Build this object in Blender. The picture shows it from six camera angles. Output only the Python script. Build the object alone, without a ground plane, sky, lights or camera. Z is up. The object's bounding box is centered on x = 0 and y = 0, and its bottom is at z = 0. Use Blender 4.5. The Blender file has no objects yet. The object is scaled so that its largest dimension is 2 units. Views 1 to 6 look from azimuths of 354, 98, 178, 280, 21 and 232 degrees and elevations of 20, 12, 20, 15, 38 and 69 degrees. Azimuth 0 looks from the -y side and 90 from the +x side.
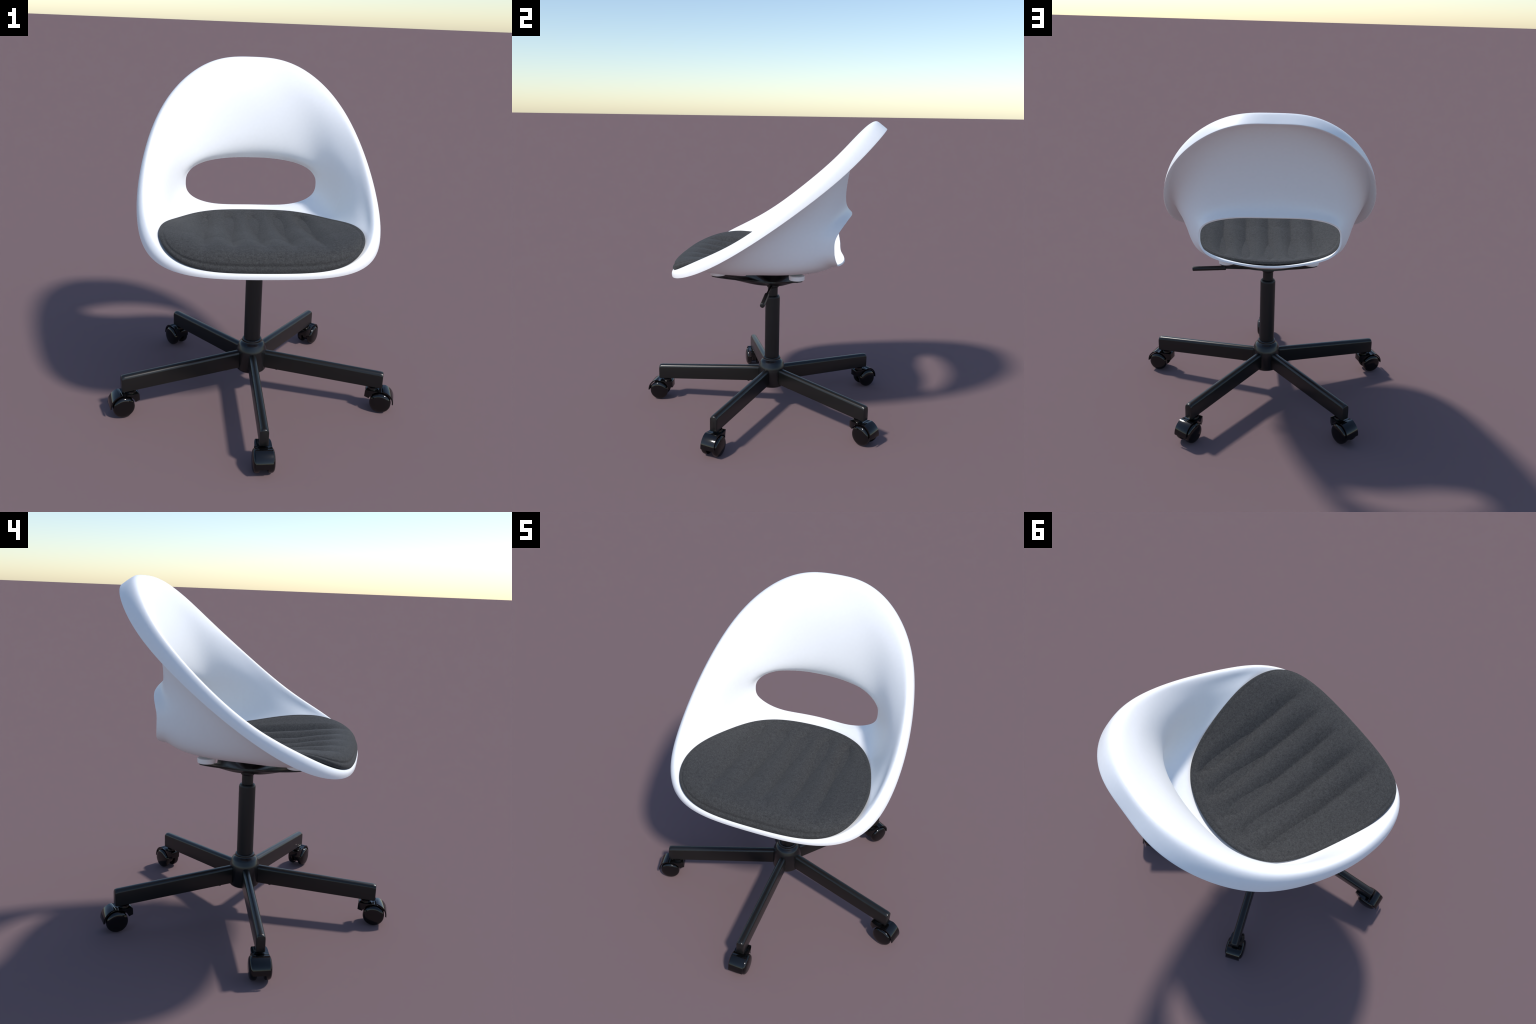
import bpy, bmesh, math
import numpy as np
from mathutils import Vector, Matrix

# ------------------------------------------------------------------ helpers
COL = bpy.context.scene.collection


def add(name, me, parent=None, mat=None, smooth=True):
    ob = bpy.data.objects.new(name, me)
    COL.objects.link(ob)
    if parent:
        ob.parent = parent
    if mat:
        me.materials.clear()
        me.materials.append(mat)
    if smooth:
        for p in me.polygons:
            p.use_smooth = True
    return ob


def bake(ob):
    """apply all modifiers without operators"""
    bpy.context.view_layer.update()
    dg = bpy.context.evaluated_depsgraph_get()
    me = bpy.data.meshes.new_from_object(ob.evaluated_get(dg))
    old = ob.data
    ob.modifiers.clear()
    ob.data = me
    bpy.data.meshes.remove(old)
    return ob


def sharp_by_angle(me, deg):
    me.set_sharp_from_angle(angle=math.radians(deg))


def mesh_from(name, verts, faces):
    me = bpy.data.meshes.new(name)
    me.from_pydata([tuple(map(float, v)) for v in verts], [], faces)
    me.update()
    return me


def recalc(me):
    bm = bmesh.new(); bm.from_mesh(me)
    bmesh.ops.recalc_face_normals(bm, faces=bm.faces)
    bm.to_mesh(me); bm.free()


def lathe(name, profile, n=64, center=(0, 0)):
    """profile: list of (radius, z); closed at both ends on the axis"""
    verts, faces = [], []
    m = len(profile)
    for i in range(n):
        a = 2 * math.pi * i / n
        for r, z in profile:
            verts.append((center[0] + r * math.cos(a), center[1] + r * math.sin(a), z))
    for i in range(n):
        j = (i + 1) % n
        for k in range(m - 1):
            faces.append((i * m + k, j * m + k, j * m + k + 1, i * m + k + 1))
    faces.append(tuple(i * m for i in range(n))[::-1])
    faces.append(tuple(i * m + m - 1 for i in range(n)))
    me = mesh_from(name, verts, faces)
    recalc(me)
    return me


def round_profile(pts, r=0.004, seg=4):
    """round the corners of an open (radius, z) polyline"""
    out = [pts[0]]
    for a, b, c in zip(pts[:-2], pts[1:-1], pts[2:]):
        a, b, c = map(np.array, (a, b, c))
        la, lc = np.linalg.norm(a - b), np.linalg.norm(c - b)
        d = min(r, la * .45, lc * .45)
        p, q = b + (a - b) / la * d, b + (c - b) / lc * d
        for i in range(seg + 1):
            t = i / seg
            out.append(tuple((1 - t) ** 2 * p + 2 * t * (1 - t) * b + t * t * q))
    out.append(pts[-1])
    return out


def ring_spline(ctrl, n):
    """closed curve, mirror-symmetric in x, through half-curve control points
    (front -> back): trigonometric interpolation"""
    ctrl = np.array(ctrl, float)
    full = np.concatenate([ctrl, ctrl[-2:0:-1] * [-1, 1, 1]])
    N = len(full)
    F = np.fft.fft(full, axis=0)
    k = np.fft.fftfreq(N, 1 / N)
    t = np.arange(n) / n * N
    return (np.exp(2j * np.pi * np.outer(t, k) / N) @ F / N).real


def natural_spline(P, t, ts):
    """C2 cubic spline of nodes P (m,...) at params t, sampled at ts"""
    P = np.asarray(P, float); m = len(t)
    h = np.diff(t)
    A = np.zeros((m, m)); A[0, 0] = A[-1, -1] = 1
    R = np.zeros_like(P)
    for i in range(1, m - 1):
        A[i, i - 1], A[i, i], A[i, i + 1] = h[i - 1], 2 * (h[i - 1] + h[i]), h[i]
        R[i] = 6 * ((P[i + 1] - P[i]) / h[i] - (P[i] - P[i - 1]) / h[i - 1])
    M = np.linalg.solve(A, R.reshape(m, -1)).reshape(P.shape)
    out = []
    for s in ts:
        i = min(max(int(np.searchsorted(t, s)) - 1, 0), m - 2)
        a, b = (t[i + 1] - s) / h[i], (s - t[i]) / h[i]
        out.append(a * P[i] + b * P[i + 1] + ((a ** 3 - a) * M[i] + (b ** 3 - b) * M[i + 1]) * h[i] ** 2 / 6)
    return np.array(out)


# ---------------------------------------------------------------- materials
def principled(name):
    m = bpy.data.materials.new(name)
    m.use_nodes = True
    return m, m.node_tree, m.node_tree.nodes['Principled BSDF']


def plain(name, col, rough, grain=0.0, gscale=400, bump=0.0, spec=0.5):
    m, nt, b = principled(name)
    b.inputs['Roughness'].default_value = rough
    b.inputs['Specular IOR Level'].default_value = spec
    tc = nt.nodes.new('ShaderNodeTexCoord')
    no = nt.nodes.new('ShaderNodeTexNoise')
    no.inputs['Scale'].default_value = gscale
    no.inputs['Detail'].default_value = 3
    nt.links.new(tc.outputs['Object'], no.inputs['Vector'])
    ra = nt.nodes.new('ShaderNodeValToRGB')
    ra.color_ramp.elements[0].position = .3
    ra.color_ramp.elements[1].position = .7
    ra.color_ramp.elements[0].color = (*[c * (1 - grain) for c in col], 1)
    ra.color_ramp.elements[1].color = (*[min(1, c * (1 + grain)) for c in col], 1)
    nt.links.new(no.outputs['Fac'], ra.inputs['Fac'])
    nt.links.new(ra.outputs['Color'], b.inputs['Base Color'])
    if bump:
        bp = nt.nodes.new('ShaderNodeBump')
        bp.inputs['Strength'].default_value = bump
        bp.inputs['Distance'].default_value = .001
        nt.links.new(no.outputs['Fac'], bp.inputs['Height'])
        nt.links.new(bp.outputs['Normal'], b.inputs['Normal'])
    return m


def fabric_material():
    m, nt, b = principled('wool_felt')
    b.inputs['Roughness'].default_value = .95
    b.inputs['Specular IOR Level'].default_value = .15
    b.inputs['Sheen Weight'].default_value = .05
    b.inputs['Sheen Roughness'].default_value = .5
    tc = nt.nodes.new('ShaderNodeTexCoord')
    fine = nt.nodes.new('ShaderNodeTexNoise'); fine.inputs['Scale'].default_value = 150; fine.inputs['Detail'].default_value = 4
    fine.inputs['Roughness'].default_value = .7
    blot = nt.nodes.new('ShaderNodeTexNoise'); blot.inputs['Scale'].default_value = 60; blot.inputs['Detail'].default_value = 5
    blot.inputs['Roughness'].default_value = .6
    for n in (fine, blot):
        nt.links.new(tc.outputs['Object'], n.inputs['Vector'])
    mx = nt.nodes.new('ShaderNodeMath'); mx.operation = 'MULTIPLY_ADD'
    mx.inputs[1].default_value = .7
    nt.links.new(fine.outputs['Fac'], mx.inputs[0])
    sc = nt.nodes.new('ShaderNodeMath'); sc.operation = 'MULTIPLY'; sc.inputs[1].default_value = .3
    nt.links.new(blot.outputs['Fac'], sc.inputs[0])
    nt.links.new(sc.outputs[0], mx.inputs[2])
    ra = nt.nodes.new('ShaderNodeValToRGB')
    e = ra.color_ramp.elements
    e[0].position = .36; e[0].color = (.033, .033, .0335, 1)
    e[1].position = .66; e[1].color = (.072, .072, .072, 1)
    nt.links.new(mx.outputs[0], ra.inputs['Fac'])
    nt.links.new(ra.outputs['Color'], b.inputs['Base Color'])
    bp = nt.nodes.new('ShaderNodeBump'); bp.inputs['Strength'].default_value = .35; bp.inputs['Distance'].default_value = .002
    nt.links.new(fine.outputs['Fac'], bp.inputs['Height'])
    nt.links.new(bp.outputs['Normal'], b.inputs['Normal'])
    return m


WHITE = plain('white_plastic', (.975, .975, .975), .45, grain=.01, gscale=60)
STEEL = plain('black_powder_coat', (.009, .009, .0083), .3, grain=.12, gscale=350, bump=.05)
HUB = plain('black_gloss_coat', (.008, .008, .0085), .24, grain=.1, gscale=300)
TUBE = plain('black_satin_tube', (.009, .009, .009), .42, grain=.1, gscale=300)
PLASTIC = plain('black_gloss_plastic', (.003, .003, .0032), .1, grain=.1, gscale=200)
FABRIC = fabric_material()

# ------------------------------------------------------------------- chair
chair = bpy.data.objects.new('swivel_chair', None)
COL.objects.link(chair)
BX, BY = 0.0, 0.074                      # swivel axis
chair['label'] = 'white shell swivel chair with grey cushion on black casters'
chair['category'] = 'office chair'

# ---------------------------------------------------------------- seat shell
# contour rings of the upper / inner skin, half curves front -> back
LIP = [(0.000, -0.568, 1.003), (0.364, -0.538, 1.010), (0.602, -0.364, 1.069), (0.674, -0.110, 1.203), (0.670, 0.168, 1.392), (0.602, 0.444, 1.606), (0.464, 0.648, 1.794), (0.220, 0.781, 1.938), (0.000, 0.798, 1.957)]
CREST = [(0.000, -0.560, 1.036), (0.355, -0.532, 1.046), (0.568, -0.374, 1.133), (0.635, -0.141, 1.256), (0.634, 0.127, 1.441), (0.567, 0.382, 1.661), (0.433, 0.560, 1.846), (0.210, 0.678, 1.974), (0.000, 0.710, 1.996)]
UPPER = [(0.000, -0.535, 1.035), (0.330, -0.505, 1.045), (0.533, -0.360, 1.120), (0.599, -0.132, 1.221), (0.592, 0.122, 1.377), (0.521, 0.336, 1.545), (0.397, 0.487, 1.690), (0.203, 0.576, 1.785), (0.000, 0.598, 1.810)]
MIDDLE = [(0.000, -0.470, 1.030), (0.290, -0.440, 1.040), (0.489, -0.310, 1.098), (0.556, -0.088, 1.177), (0.551, 0.148, 1.293), (0.479, 0.339, 1.397), (0.370, 0.461, 1.460), (0.193, 0.523, 1.505), (0.000, 0.540, 1.520)]
LOWER = [(0.000, -0.390, 1.021), (0.250, -0.360, 1.032), (0.426, -0.244, 1.069), (0.496, -0.037, 1.113), (0.506, 0.163, 1.166), (0.459, 0.359, 1.198), (0.358, 0.461, 1.217), (0.186, 0.512, 1.234), (0.000, 0.527, 1.240)]
TURN = [(0.000, -0.290, 1.006), (0.200, -0.270, 1.016), (0.350, -0.180, 1.038), (0.416, -0.005, 1.062), (0.434, 0.153, 1.076), (0.396, 0.328, 1.086), (0.304, 0.424, 1.091), (0.158, 0.468, 1.080), (0.000, 0.484, 1.074)]
FLOOR = [(0.000, -0.180, 0.998), (0.130, -0.160, 1.004), (0.235, -0.100, 1.017), (0.280, 0.020, 1.031), (0.286, 0.130, 1.037), (0.250, 0.240, 1.038), (0.183, 0.305, 1.026), (0.090, 0.335, 1.014), (0.000, 0.345, 1.010)]
CORE = (0, .09, .983)
THICK = .011
NT = 400


def shell_mesh():
    lip, crest, up, mid, low, turn, flo = [ring_spline(r, NT) for r in (LIP, CREST, UPPER, MIDDLE, LOWER, TURN, FLOOR)]
    core = np.array(CORE)
    out = lip - crest
    # over-the-edge ring: rounds the rim between crest and lip
    tang = np.roll(lip, -1, 0) - np.roll(lip, 1, 0)
    tang /= np.linalg.norm(tang, axis=1)[:, None]
    bul = np.cross(tang, out); bul /= np.linalg.norm(bul, axis=1)[:, None]
    cen = np.array([0, .1, 1.2])
    sg = np.sign((bul * (crest - up)).sum(1))[:, None]
    w = np.linalg.norm(out, axis=1)[:, None]
    over = crest + .42 * out + bul * sg * w * .15
    inner = core + (flo - core) * .5
    high = np.clip((crest[:, 2:] - 1.55) / .4, 0, 1)
    rim = crest + .30 * (up - crest) + (core + np.array([0, 0, .55]) - crest) * (.012 + .022 * high) * np.clip((crest[:, 2:] - 1.03) / .2, 0, 1)
    nodes = [lip, over, crest, rim, up, mid, low, turn, flo, inner, core + (flo - core) * .04]
    t = [0, .55, 1, 1.4, 2, 3.3, 4.6, 5.8, 7, 8, 9]
    ts = np.concatenate([np.linspace(0, 1, 13)[:-1], np.linspace(1, 2, 15)[:-1], np.linspace(2, 5.8, 130)[:-1], np.linspace(5.8, 9, 30)])
    S = natural_spline(np.stack(nodes), np.array(t, float), ts)       # (rows, NT, 3)
    return S, ts


HOLE_C, HOLE_W, HOLE_H, HOLE_N = 1.245, .400, .146, 2.7


def hole_value(P):
    """< 0 inside the opening, otherwise roughly the distance to its edge"""
    x, z = np.abs(P[..., 0]) / HOLE_W, np.abs(P[..., 2] - HOLE_C) / HOLE_H
    g = (x ** HOLE_N + z ** HOLE_N) ** (1 / HOLE_N)
    # scale to metres with the local radius of the outline
    rad = np.hypot(P[..., 0], P[..., 2] - HOLE_C) / np.maximum(g, 1e-6)
    v = (g - 1) * rad
    return np.where(P[..., 1] > .22, v, 1.0)


def build_shell():
    S, ts = shell_mesh()
    rows, cols = S.shape[:2]
    du = np.roll(S, -1, 1) - np.roll(S, 1, 1)
    dv = np.gradient(S, axis=0)
    N = np.cross(du, dv); N /= np.linalg.norm(N, axis=2)[..., None] + 1e-12
    # point outwards (away from the sitter)
    if (N[rows // 2] * (S[rows // 2] - np.array([0, -.3, 1.6]))).sum() < 0:
        N = -N
    # trumpet-like lips round the opening, turned outwards
    d = hole_value(S)
    above = .5 + .5 * np.tanh((S[..., 2] - HOLE_C) / .05)            # 1 over the opening, 0 under it
    side = np.clip((np.abs(S[..., 0]) - .2) / .15, 0, 1)
    reach = .034 + .008 * above * (1 - side) - .004 * side
    push = np.exp(-(np.sqrt(np.clip(d, 0, 1) ** 2 + 2.5e-5) - .005) / reach) * (d < .5)
    amount = .064 - .006 * above + .012 * side
    dirn = np.stack([N[..., 0] * .35, np.maximum(N[..., 1], .75), N[..., 2] * 0], -1)
    S = S + dirn * (push * amount)[..., None]
    S[..., 2] -= .012 * push ** 2 * (S[..., 2] < HOLE_C) * np.clip((HOLE_C - S[..., 2]) / .1, 0, 1)   # the sill rolls over
    flat_value = d.reshape(-1)
    verts = S.reshape(-1, 3)
    faces = [(r * cols + c, r * cols + (c + 1) % cols, (r + 1) * cols + (c + 1) % cols, (r + 1) * cols + c)
             for r in range(rows - 1) for c in range(cols)]
    faces.append(tuple((rows - 1) * cols + c for c in range(cols)))
    me = mesh_from('seat_shell', verts, faces)
    # cut the opening along its outline
    bm = bmesh.new(); bm.from_mesh(me)
    bm.verts.ensure_lookup_table()
    dl = bm.verts.layers.deform.verify()
    for r in range(rows):
        for c in range(cols):
            bm.verts[r * cols + c][dl][0] = float(np.clip(.6 + .4 * ts[r] / 1.6, 0, 1))
    val = {v: float(flat_value[v.index]) for v in bm.verts}
    for _ in range(4):                                   # slide grid points onto the outline
        best = {}
        for e in bm.edges:
            p, q = e.verts
            if val[p] * val[q] < 0:
                t = val[p] / (val[p] - val[q])
                v, o, f = (p, q, t) if t < .5 else (q, p, 1 - t)
                if v not in best or f < best[v][1]:
                    best[v] = (v.co.lerp(o.co, f), f)
        for v, (co, f) in best.items():
            v.co = co
            val[v] = 0.0
    for f in list(bm.faces):
        vs = [v for v in f.verts if val[v] == 0]
        if len(f.verts) == 4 and len(vs) == 2 and min(val[v] for v in f.verts) < 0 < max(val[v] for v in f.verts):
            try:
                bmesh.utils.face_split(f, vs[0], vs[1])
            except ValueError:
                pass
    dead = [f for f in bm.faces if sum(val[v] for v in f.verts) <= 0 and max(val[v] for v in f.verts) <= 0]
    bmesh.ops.delete(bm, geom=dead, context='FACES')
    # even out the outline: relax along the edge, then put back on it
    rim = [v for v in bm.verts if val.get(v, 1) == 0 and v.is_boundary]
    for _ in range(6):
        new = {}
        for v in rim:
            nb = [e.other_vert(v) for e in v.link_edges if e.is_boundary]
            if len(nb) == 2:
                new[v] = v.co * .5 + (nb[0].co + nb[1].co) * .25
        for v, co in new.items():
            v.co = co
    ring, front = set(rim), set(rim)
    for _ in range(4):
        front = {e.other_vert(v) for v in front for e in v.link_edges} - ring
        ring |= front
    soft = [v for v in ring if not v.is_boundary]
    for _ in range(4):
        bmesh.ops.smooth_vert(bm, verts=soft, factor=.5, use_axis_x=True, use_axis_y=True, use_axis_z=True)
    bmesh.ops.recalc_face_normals(bm, faces=bm.faces)
    # make normals face the sitter (top side)
    fl = min(bm.faces, key=lambda f: (f.calc_center_median() - Vector((0, -.3, .99))).length)
    if fl.normal.z < 0:
        bmesh.ops.reverse_faces(bm, faces=bm.faces)
    bm.to_mesh(me); bm.free()
    ob = add('seat_shell', me, chair, WHITE)
    ob.vertex_groups.new(name='wall')
    so = ob.modifiers.new('s', 'SOLIDIFY'); so.thickness = THICK; so.vertex_group = 'wall'; so.offset = -1; so.use_even_offset = False
    so.use_quality_normals = True
    bv = ob.modifiers.new('b', 'BEVEL'); bv.width = .003; bv.segments = 3; bv.limit_method = 'ANGLE'; bv.angle_limit = math.radians(50)
    bake(ob)
    for p in ob.data.polygons:
        p.use_smooth = True
    return ob


build_shell()

# ------------------------------------------------------------- seat cushion
EDGE = [(0, -.566, 1.040), (.237, -.557, 1.044), (.430, -.506, 1.076), (.532, -.377, 1.133), (.546, -.161, 1.151),
        (.492, .083, 1.117), (.398, .295, 1.086), (.230, .427, 1.079), (0, .470, 1.073)]


def build_cushion():
    n, m = 480, 230
    E = ring_spline(EDGE, n)
    c = np.array([0, -.06])
    R = np.linalg.norm(E[:, :2] - c, axis=1)
    ang = np.arange(n) / n * 2 * np.pi                      # 0 front, pi back
    front = np.clip((-E[:, 1] - .25) / .3, 0, 1)
    rise = .012 + .058 * front ** 1.3
    rows = []
    # distance from the edge as fraction of radius, dense near the edge
    fr = np.concatenate([np.linspace(0, .16, 60)[:-1], np.linspace(.16, .985, m - 60)])
    for f in fr:
        rho = 1 - f
        xy = c + (E[:, :2] - c) * rho
        d = f * R
        cen = 1.068 - .07 * xy[:, 1] + .044 * np.clip((.1 - xy[:, 1]) / .52, 0, 1) ** 2
        body = E[:, 2] * rho ** 2.2 + cen * (1 - rho ** 2.2)
        roll = np.sqrt(np.clip(1 - (1 - np.clip(d / (.022 + .060 * front), 0, 1)) ** 2, 0, 1))
        fore = np.clip((-xy[:, 1] - .20) / .34, 0, 1) * (1 - .45 * np.clip(np.abs(xy[:, 0]) / .5, 0, 1) ** 4)
        z = body + roll * (.012 * rho ** 2 + .058 * fore ** 1.3)
        # seam a finger's width inside the edge
        arc = np.sqrt(d ** 2 + (rise * roll) ** 2)
        seam = np.exp(-((arc - .029) / .0075) ** 2)
        z -= (.0022 + .0015 * front) * seam
        xy = xy - (E[:, :2] - c) / R[:, None] * (.0055 * front * seam)[:, None]
        # channels running front to back, deeper towards the back
        ends = 1 / (1 + np.exp((xy[:, 1] - .355) / .03)) / (1 + np.exp((-.40 - xy[:, 1]) / .035))
        ends *= 1 / (1 + np.exp((.045 - d) / .012))
        z += .005 * ends
        for k in (-2, -1, 0, 1, 2):
            gx = k * (.153 - .012 * (xy[:, 1] + .05))
            z -= (.033 + .012 * xy[:, 1]) * ends * np.clip(1 - np.sqrt((xy[:, 0] - gx) ** 2 + 5e-5) / .074, 0, 1) ** 1.7
        rows.append(np.column_stack([xy, z]))
    top = np.array(rows)
    # underside: tucked in, follows the bowl
    under = []
    for rho, dz in ((.992, -.008), (.97, -.013), (.9, -.010), (.6, .0), (.1, .0)):
        xy = c + (E[:, :2] - c) * rho
        zb = E[:, 2] * rho ** 2 + 1.042 * (1 - rho ** 2) + dz
        under.append(np.column_stack([xy, zb]))
    G = np.concatenate([np.array(under)[::-1], top])
    k = len(G)
    faces = [(r * n + i, r * n + (i + 1) % n, (r + 1) * n + (i + 1) % n, (r + 1) * n + i) for r in range(k - 1) for i in range(n)]
    faces.append(tuple(range(n)))
    faces.append(tuple((k - 1) * n + i for i in range(n)))
    me = mesh_from('seat_cushion', G.reshape(-1, 3), faces)
    recalc(me)
    return add('seat_cushion', me, chair, FABRIC)


build_cushion()

# ------------------------------------------------ mounting plate under the seat
FEET = [(.268, .262, .996), (-.268, .262, .996), (.295, -.250, 1.013), (-.295, -.250, 1.013)]


def build_plate():
    n, m = 160, 28
    dirs = [(math.atan2(y - BY, x - BX), math.hypot(x - BX, y - BY), z) for x, y, z in FEET]
    verts = []
    for j in range(m + 1):
        t = j / m
        for i in range(n):
            a = 2 * math.pi * i / n
            R, zt = .185, .945
            for da, rr, zz in dirs:
                w = math.exp(-(((a - da + math.pi) % (2 * math.pi) - math.pi) / .25) ** 2)
                R += (rr + .045 - .185) * w
                zt += (zz - .004 - .945) * w
            r = R * t
            s = t * t * (3 - 2 * t)
            z = .886 + (zt - .886) * (.35 * t ** 1.6 + .65 * s)
            verts.append((BX + r * math.cos(a), BY + r * math.sin(a), z))
    faces = [(j * n + i, j * n + (i + 1) % n, (j + 1) * n + (i + 1) % n, (j + 1) * n + i) for j in range(m) for i in range(n)]
    me = mesh_from('mounting_plate', verts, faces)
    bm = bmesh.new(); bm.from_mesh(me)
    bmesh.ops.remove_doubles(bm, verts=bm.verts, dist=1e-5)
    bmesh.ops.recalc_face_normals(bm, faces=bm.faces)
    bm.to_mesh(me); bm.free()
    ob = add('mounting_plate', me, chair, TUBE)
    so = ob.modifiers.new('s', 'SOLIDIFY'); so.thickness = .009; so.offset = 0
    bake(ob)
    for p in ob.data.polygons:
        p.use_smooth = True
    sharp_by_angle(ob.data, 50)
    return ob


plate = build_plate()
foot_me = lathe('mounting_foot', round_profile([(.001, -.002), (.05, -.002), (.052, .027), (.001, .027)], .005), 48)
bolt_me = lathe('bolt', round_profile([(.001, -.020), (.012, -.020), (.020, -.006), (.001, -.006)], .003), 24)
for x, y, z in FEET:
    f = add('mounting_foot', foot_me, chair, WHITE); f.location = (x, y, z)
    b = add('bolt', bolt_me, plate, PLASTIC); b.location = (x, y, z)

# --------------------------------------------------------- column and lever
col = lathe('column', round_profile([(.001, .30), (.0505, .30), (.0505, .800), (.044, .812), (.001, .812)], .004), 72, (BX, BY))
add('column', col, chair, TUBE)
pis = lathe('piston', [(.001, .79), (.0345, .79), (.0345, .878), (.001, .878)], 48, (BX, BY))
po = add('piston', pis, chair, TUBE); sharp_by_angle(pis, 40)
clr = lathe('collar', round_profile([(.001, .868), (.036, .868), (.043, .876), (.043, .892), (.001, .892)], .003), 48, (BX, BY))
add('collar', clr, chair, TUBE)


def rod(name, a, b, r, rnd, mat, parent, base=Matrix()):
    """round bar from a to b; base: matrix of its parent part. Returns object and matrix"""
    a, b = Vector(a), Vector(b)
    L = (b - a).length
    me = lathe(name, round_profile([(.0008, 0), (r, 0), (r, L), (.0008, L)], rnd, 5), 32)
    ob = add(name, me, parent, mat)
    M = Matrix.Translation(a) @ (b - a).to_track_quat('Z', 'Y').to_matrix().to_4x4()
    ob.matrix_basis = base.inverted() @ M
    return ob, M


lever, lever_M = rod('lever', (.03, .068, .886), (.30, .071, .889), .0075, .002, TUBE, chair)
rod('lever_grip', (.282, .071, .889), (.506, .073, .879), .0155, .008, TUBE, lever, lever_M)

# ------------------------------------------------------------ five-star base
hub = lathe('hub', round_profile([(.001, .156), (.084, .156), (.095, .168), (.097, .265), (.092, .300), (.078, .334),
                                  (.060, .350), (.060, .362), (.054, .368), (.001, .368)], .012, 6), 80, (BX, BY))
add('hub', hub, chair, HUB)


def leg_mesh():
    """tapering square tube, x runs outwards; rounded top edges, capped end"""
    hw = .0243
    secs = []
    for x, zt, zb in ((.05, .293, .183), (.80, .2525, .150), (.812, .2505, .150), (.818, .2475, .152), (.820, .243, .155)):
        rr = .016 if x < .815 else .016
        inset = {.818: .0008, .820: .0025}.get(x, 0)
        sec = []
        corners = [(hw, zt, .0215, 0), (-hw, zt, .0215, 90), (-hw, zb, .004, 180), (hw, zb, .004, 270)]
        for yy, zz, r, a0 in corners:
            yy = math.copysign(abs(yy) - inset, yy)
            cy, cz = yy - math.copysign(r, yy), zz - (r if a0 < 180 else -r)
            for k in range(7):
                a = math.radians(a0 + 15 * k)
                sec.append((x, cy + r * math.cos(a), cz + r * math.sin(a)))
        secs.append(sec)
    n = len(secs[0]); verts = [v for s in secs for v in s]
    faces = [(j * n + i, j * n + (i + 1) % n, (j + 1) * n + (i + 1) % n, (j + 1) * n + i) for j in range(len(secs) - 1) for i in range(n)]
    faces += [tuple(range(n)), tuple((len(secs) - 1) * n + i for i in range(n))]
    me = mesh_from('leg', verts, faces); recalc(me)
    return me


WC_R, WC_Z, WHEEL_R = .817, .0645, .0645      # wheel centre (radial distance, height), wheel radius


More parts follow.
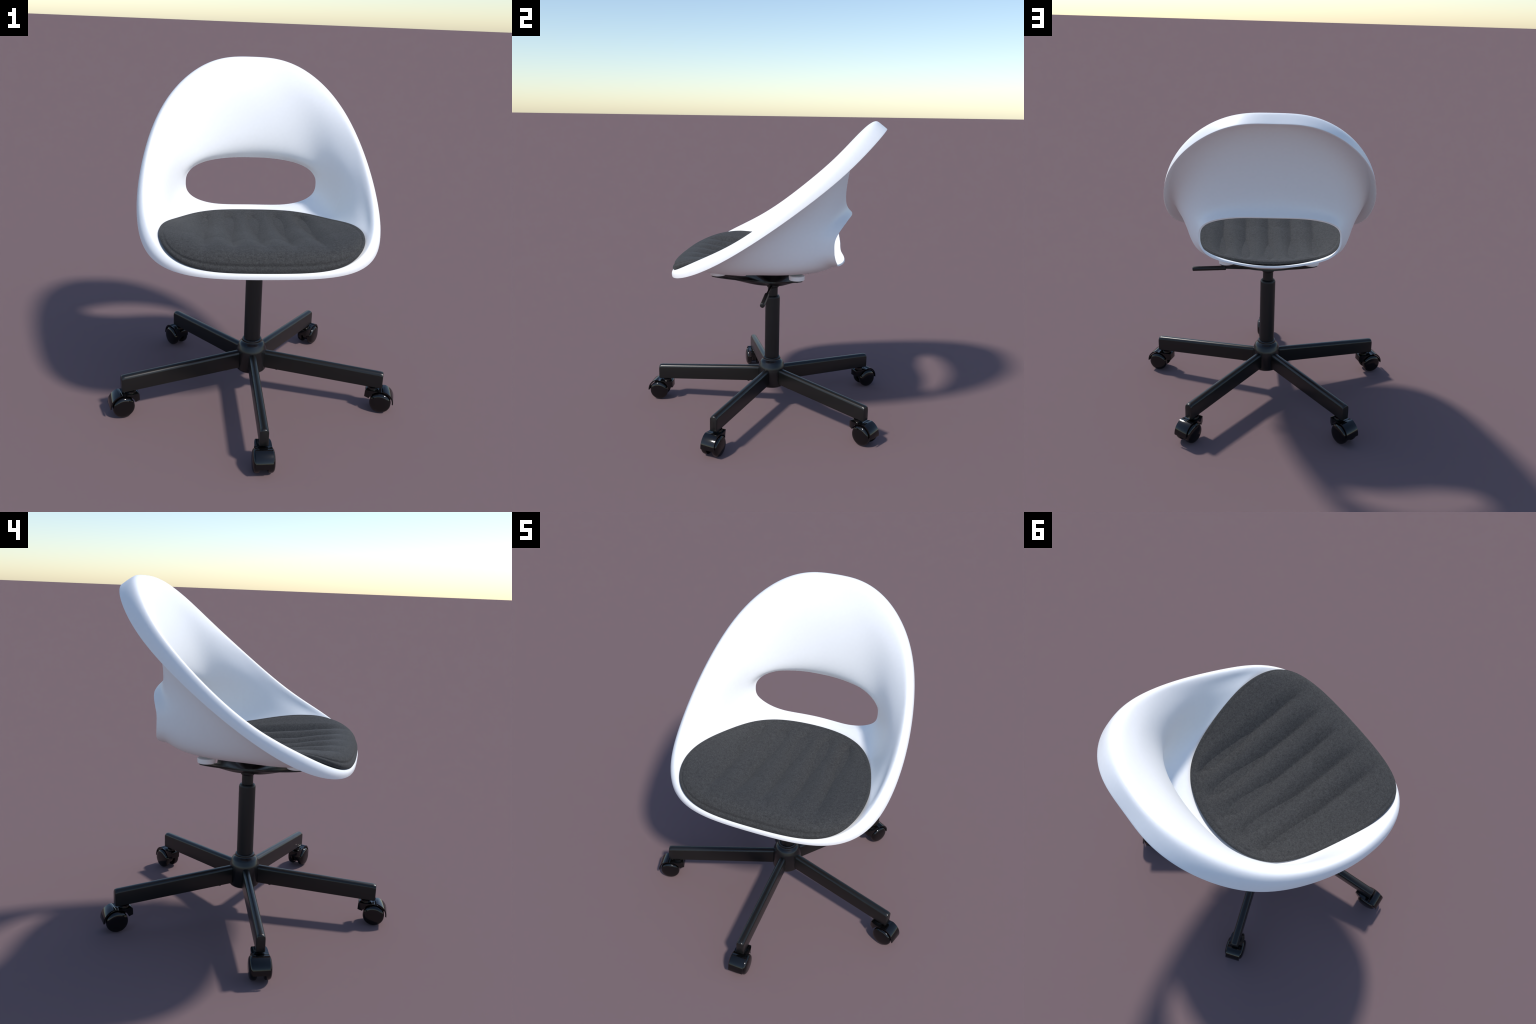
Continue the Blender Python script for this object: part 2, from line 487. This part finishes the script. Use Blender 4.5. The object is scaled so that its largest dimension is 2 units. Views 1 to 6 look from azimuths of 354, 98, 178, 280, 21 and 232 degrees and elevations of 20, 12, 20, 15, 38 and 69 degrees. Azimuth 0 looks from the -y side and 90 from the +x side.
def housing_mesh():
    """hooded caster housing: side profile (radial, z) extruded across"""
    def arc(r, a0, a1, k):
        return [(r * math.cos(math.radians(a0 + (a1 - a0) * i / k)), r * math.sin(math.radians(a0 + (a1 - a0) * i / k))) for i in range(k + 1)]
    # outer skin: arc over the wheel, step down to the flat that carries the stem, rounded back
    outer = arc(.0785, -4, 74, 22) + [(.010, .0745), (.002, .0700)] + [(-.01 - .013 * i, .0690) for i in range(6)]
    outer += [(-.082, .0690), (-.089, .0680), (-.094, .0645), (-.096, .056), (-.097, .038), (-.098, .020)]
    k = len(outer) - 1
    inner = arc(.0710, -2, 165, k)
    prof = [[(WC_R + a, WC_Z + .003 + b) for a, b in c] for c in (outer, inner)]

    def half_width(a):
        t = min(max((WC_R - .048 - a) / .051, 0), 1)
        return .0455 * (.55 + .45 * math.sqrt(1 - t * t * .99))
    # the back is rounded in plan
    n = k + 1
    verts = [(a, sgn * half_width(a), b) for sgn in (-1, 1) for c in prof for a, b in c]
    o0, i0, o1, i1 = 0, n, 2 * n, 3 * n
    faces = []
    for j in range(k):
        faces += [(o0 + j, o0 + j + 1, o1 + j + 1, o1 + j), (i0 + j, i1 + j, i1 + j + 1, i0 + j + 1),
                  (o0 + j, i0 + j, i0 + j + 1, o0 + j + 1), (o1 + j, o1 + j + 1, i1 + j + 1, i1 + j)]
    faces += [(o0, o1, i1, i0), (o0 + k, i0 + k, i1 + k, o1 + k)]
    me = mesh_from('caster', verts, faces); recalc(me)
    ob = add('tmp', me)
    bv = ob.modifiers.new('b', 'BEVEL'); bv.width = .004; bv.segments = 3; bv.limit_method = 'ANGLE'; bv.angle_limit = math.radians(45)
    bake(ob)
    me = ob.data
    bpy.data.objects.remove(ob)
    # narrow core between the wheels, axle, stem
    bm = bmesh.new(); bm.from_mesh(me)

    def cyl(r1, r2, depth, mat):
        bmesh.ops.create_cone(bm, cap_ends=True, segments=40, radius1=r1, radius2=r2, depth=depth, matrix=mat)
    cyl(.049, .049, .030, Matrix.Translation((WC_R, 0, WC_Z + .004)) @ Matrix.Rotation(math.pi / 2, 4, 'X'))
    cyl(.012, .012, .08, Matrix.Translation((WC_R, 0, WC_Z)) @ Matrix.Rotation(math.pi / 2, 4, 'X'))
    cyl(.030, .028, .012, Matrix.Translation((.764, 0, WC_Z + .078)))
    cyl(.014, .014, .06, Matrix.Translation((.764, 0, .155)))
    bmesh.ops.create_cube(bm, size=1, matrix=Matrix.Translation((WC_R - .060, 0, WC_Z + .048)) @ Matrix.Diagonal((.06, .030, .03, 1)))
    bm.to_mesh(me); bm.free()
    for p in me.polygons:
        p.use_smooth = True
    sharp_by_angle(me, 38)
    me.name = 'caster'
    return me


def wheel_mesh():
    # lathe around z, then laid on its side: flat inner face, domed outer face
    prof = [(.001, 0), (.052, 0), (.061, .003), (WHEEL_R, .009), (WHEEL_R, .022), (.0625, .029), (.058, .0345),
            (.050, .0385), (.039, .0410), (.024, .0425), (.001, .043)]
    me = lathe('wheel', round_profile(prof, .004, 3), 56)
    return me


leg_me, house_me, wheel_me = leg_mesh(), housing_mesh(), wheel_mesh()
screw_me = lathe('screw', round_profile([(.001, -.008), (.009, -.008), (.013, .012), (.001, .012)], .003), 20)
for k in range(5):
    a = math.radians(-90 + 72 * k)
    M = Matrix.Translation((BX, BY, 0)) @ Matrix.Rotation(a, 4, 'Z')
    leg = add('leg', leg_me, chair, STEEL)
    leg.matrix_local = M
    sharp_by_angle(leg_me, 40)
    sc = add('screw', screw_me, leg, STEEL); sc.location = (.165, 0, .175)
    ca = add('caster', house_me, chair, PLASTIC)
    ca.matrix_local = M
    for s in (1, -1):
        w = add('wheel', wheel_me, ca, PLASTIC)
        w.matrix_local = Matrix.Translation((WC_R, s * .0195, WC_Z)) @ Matrix.Rotation(-s * math.pi / 2, 4, 'X')
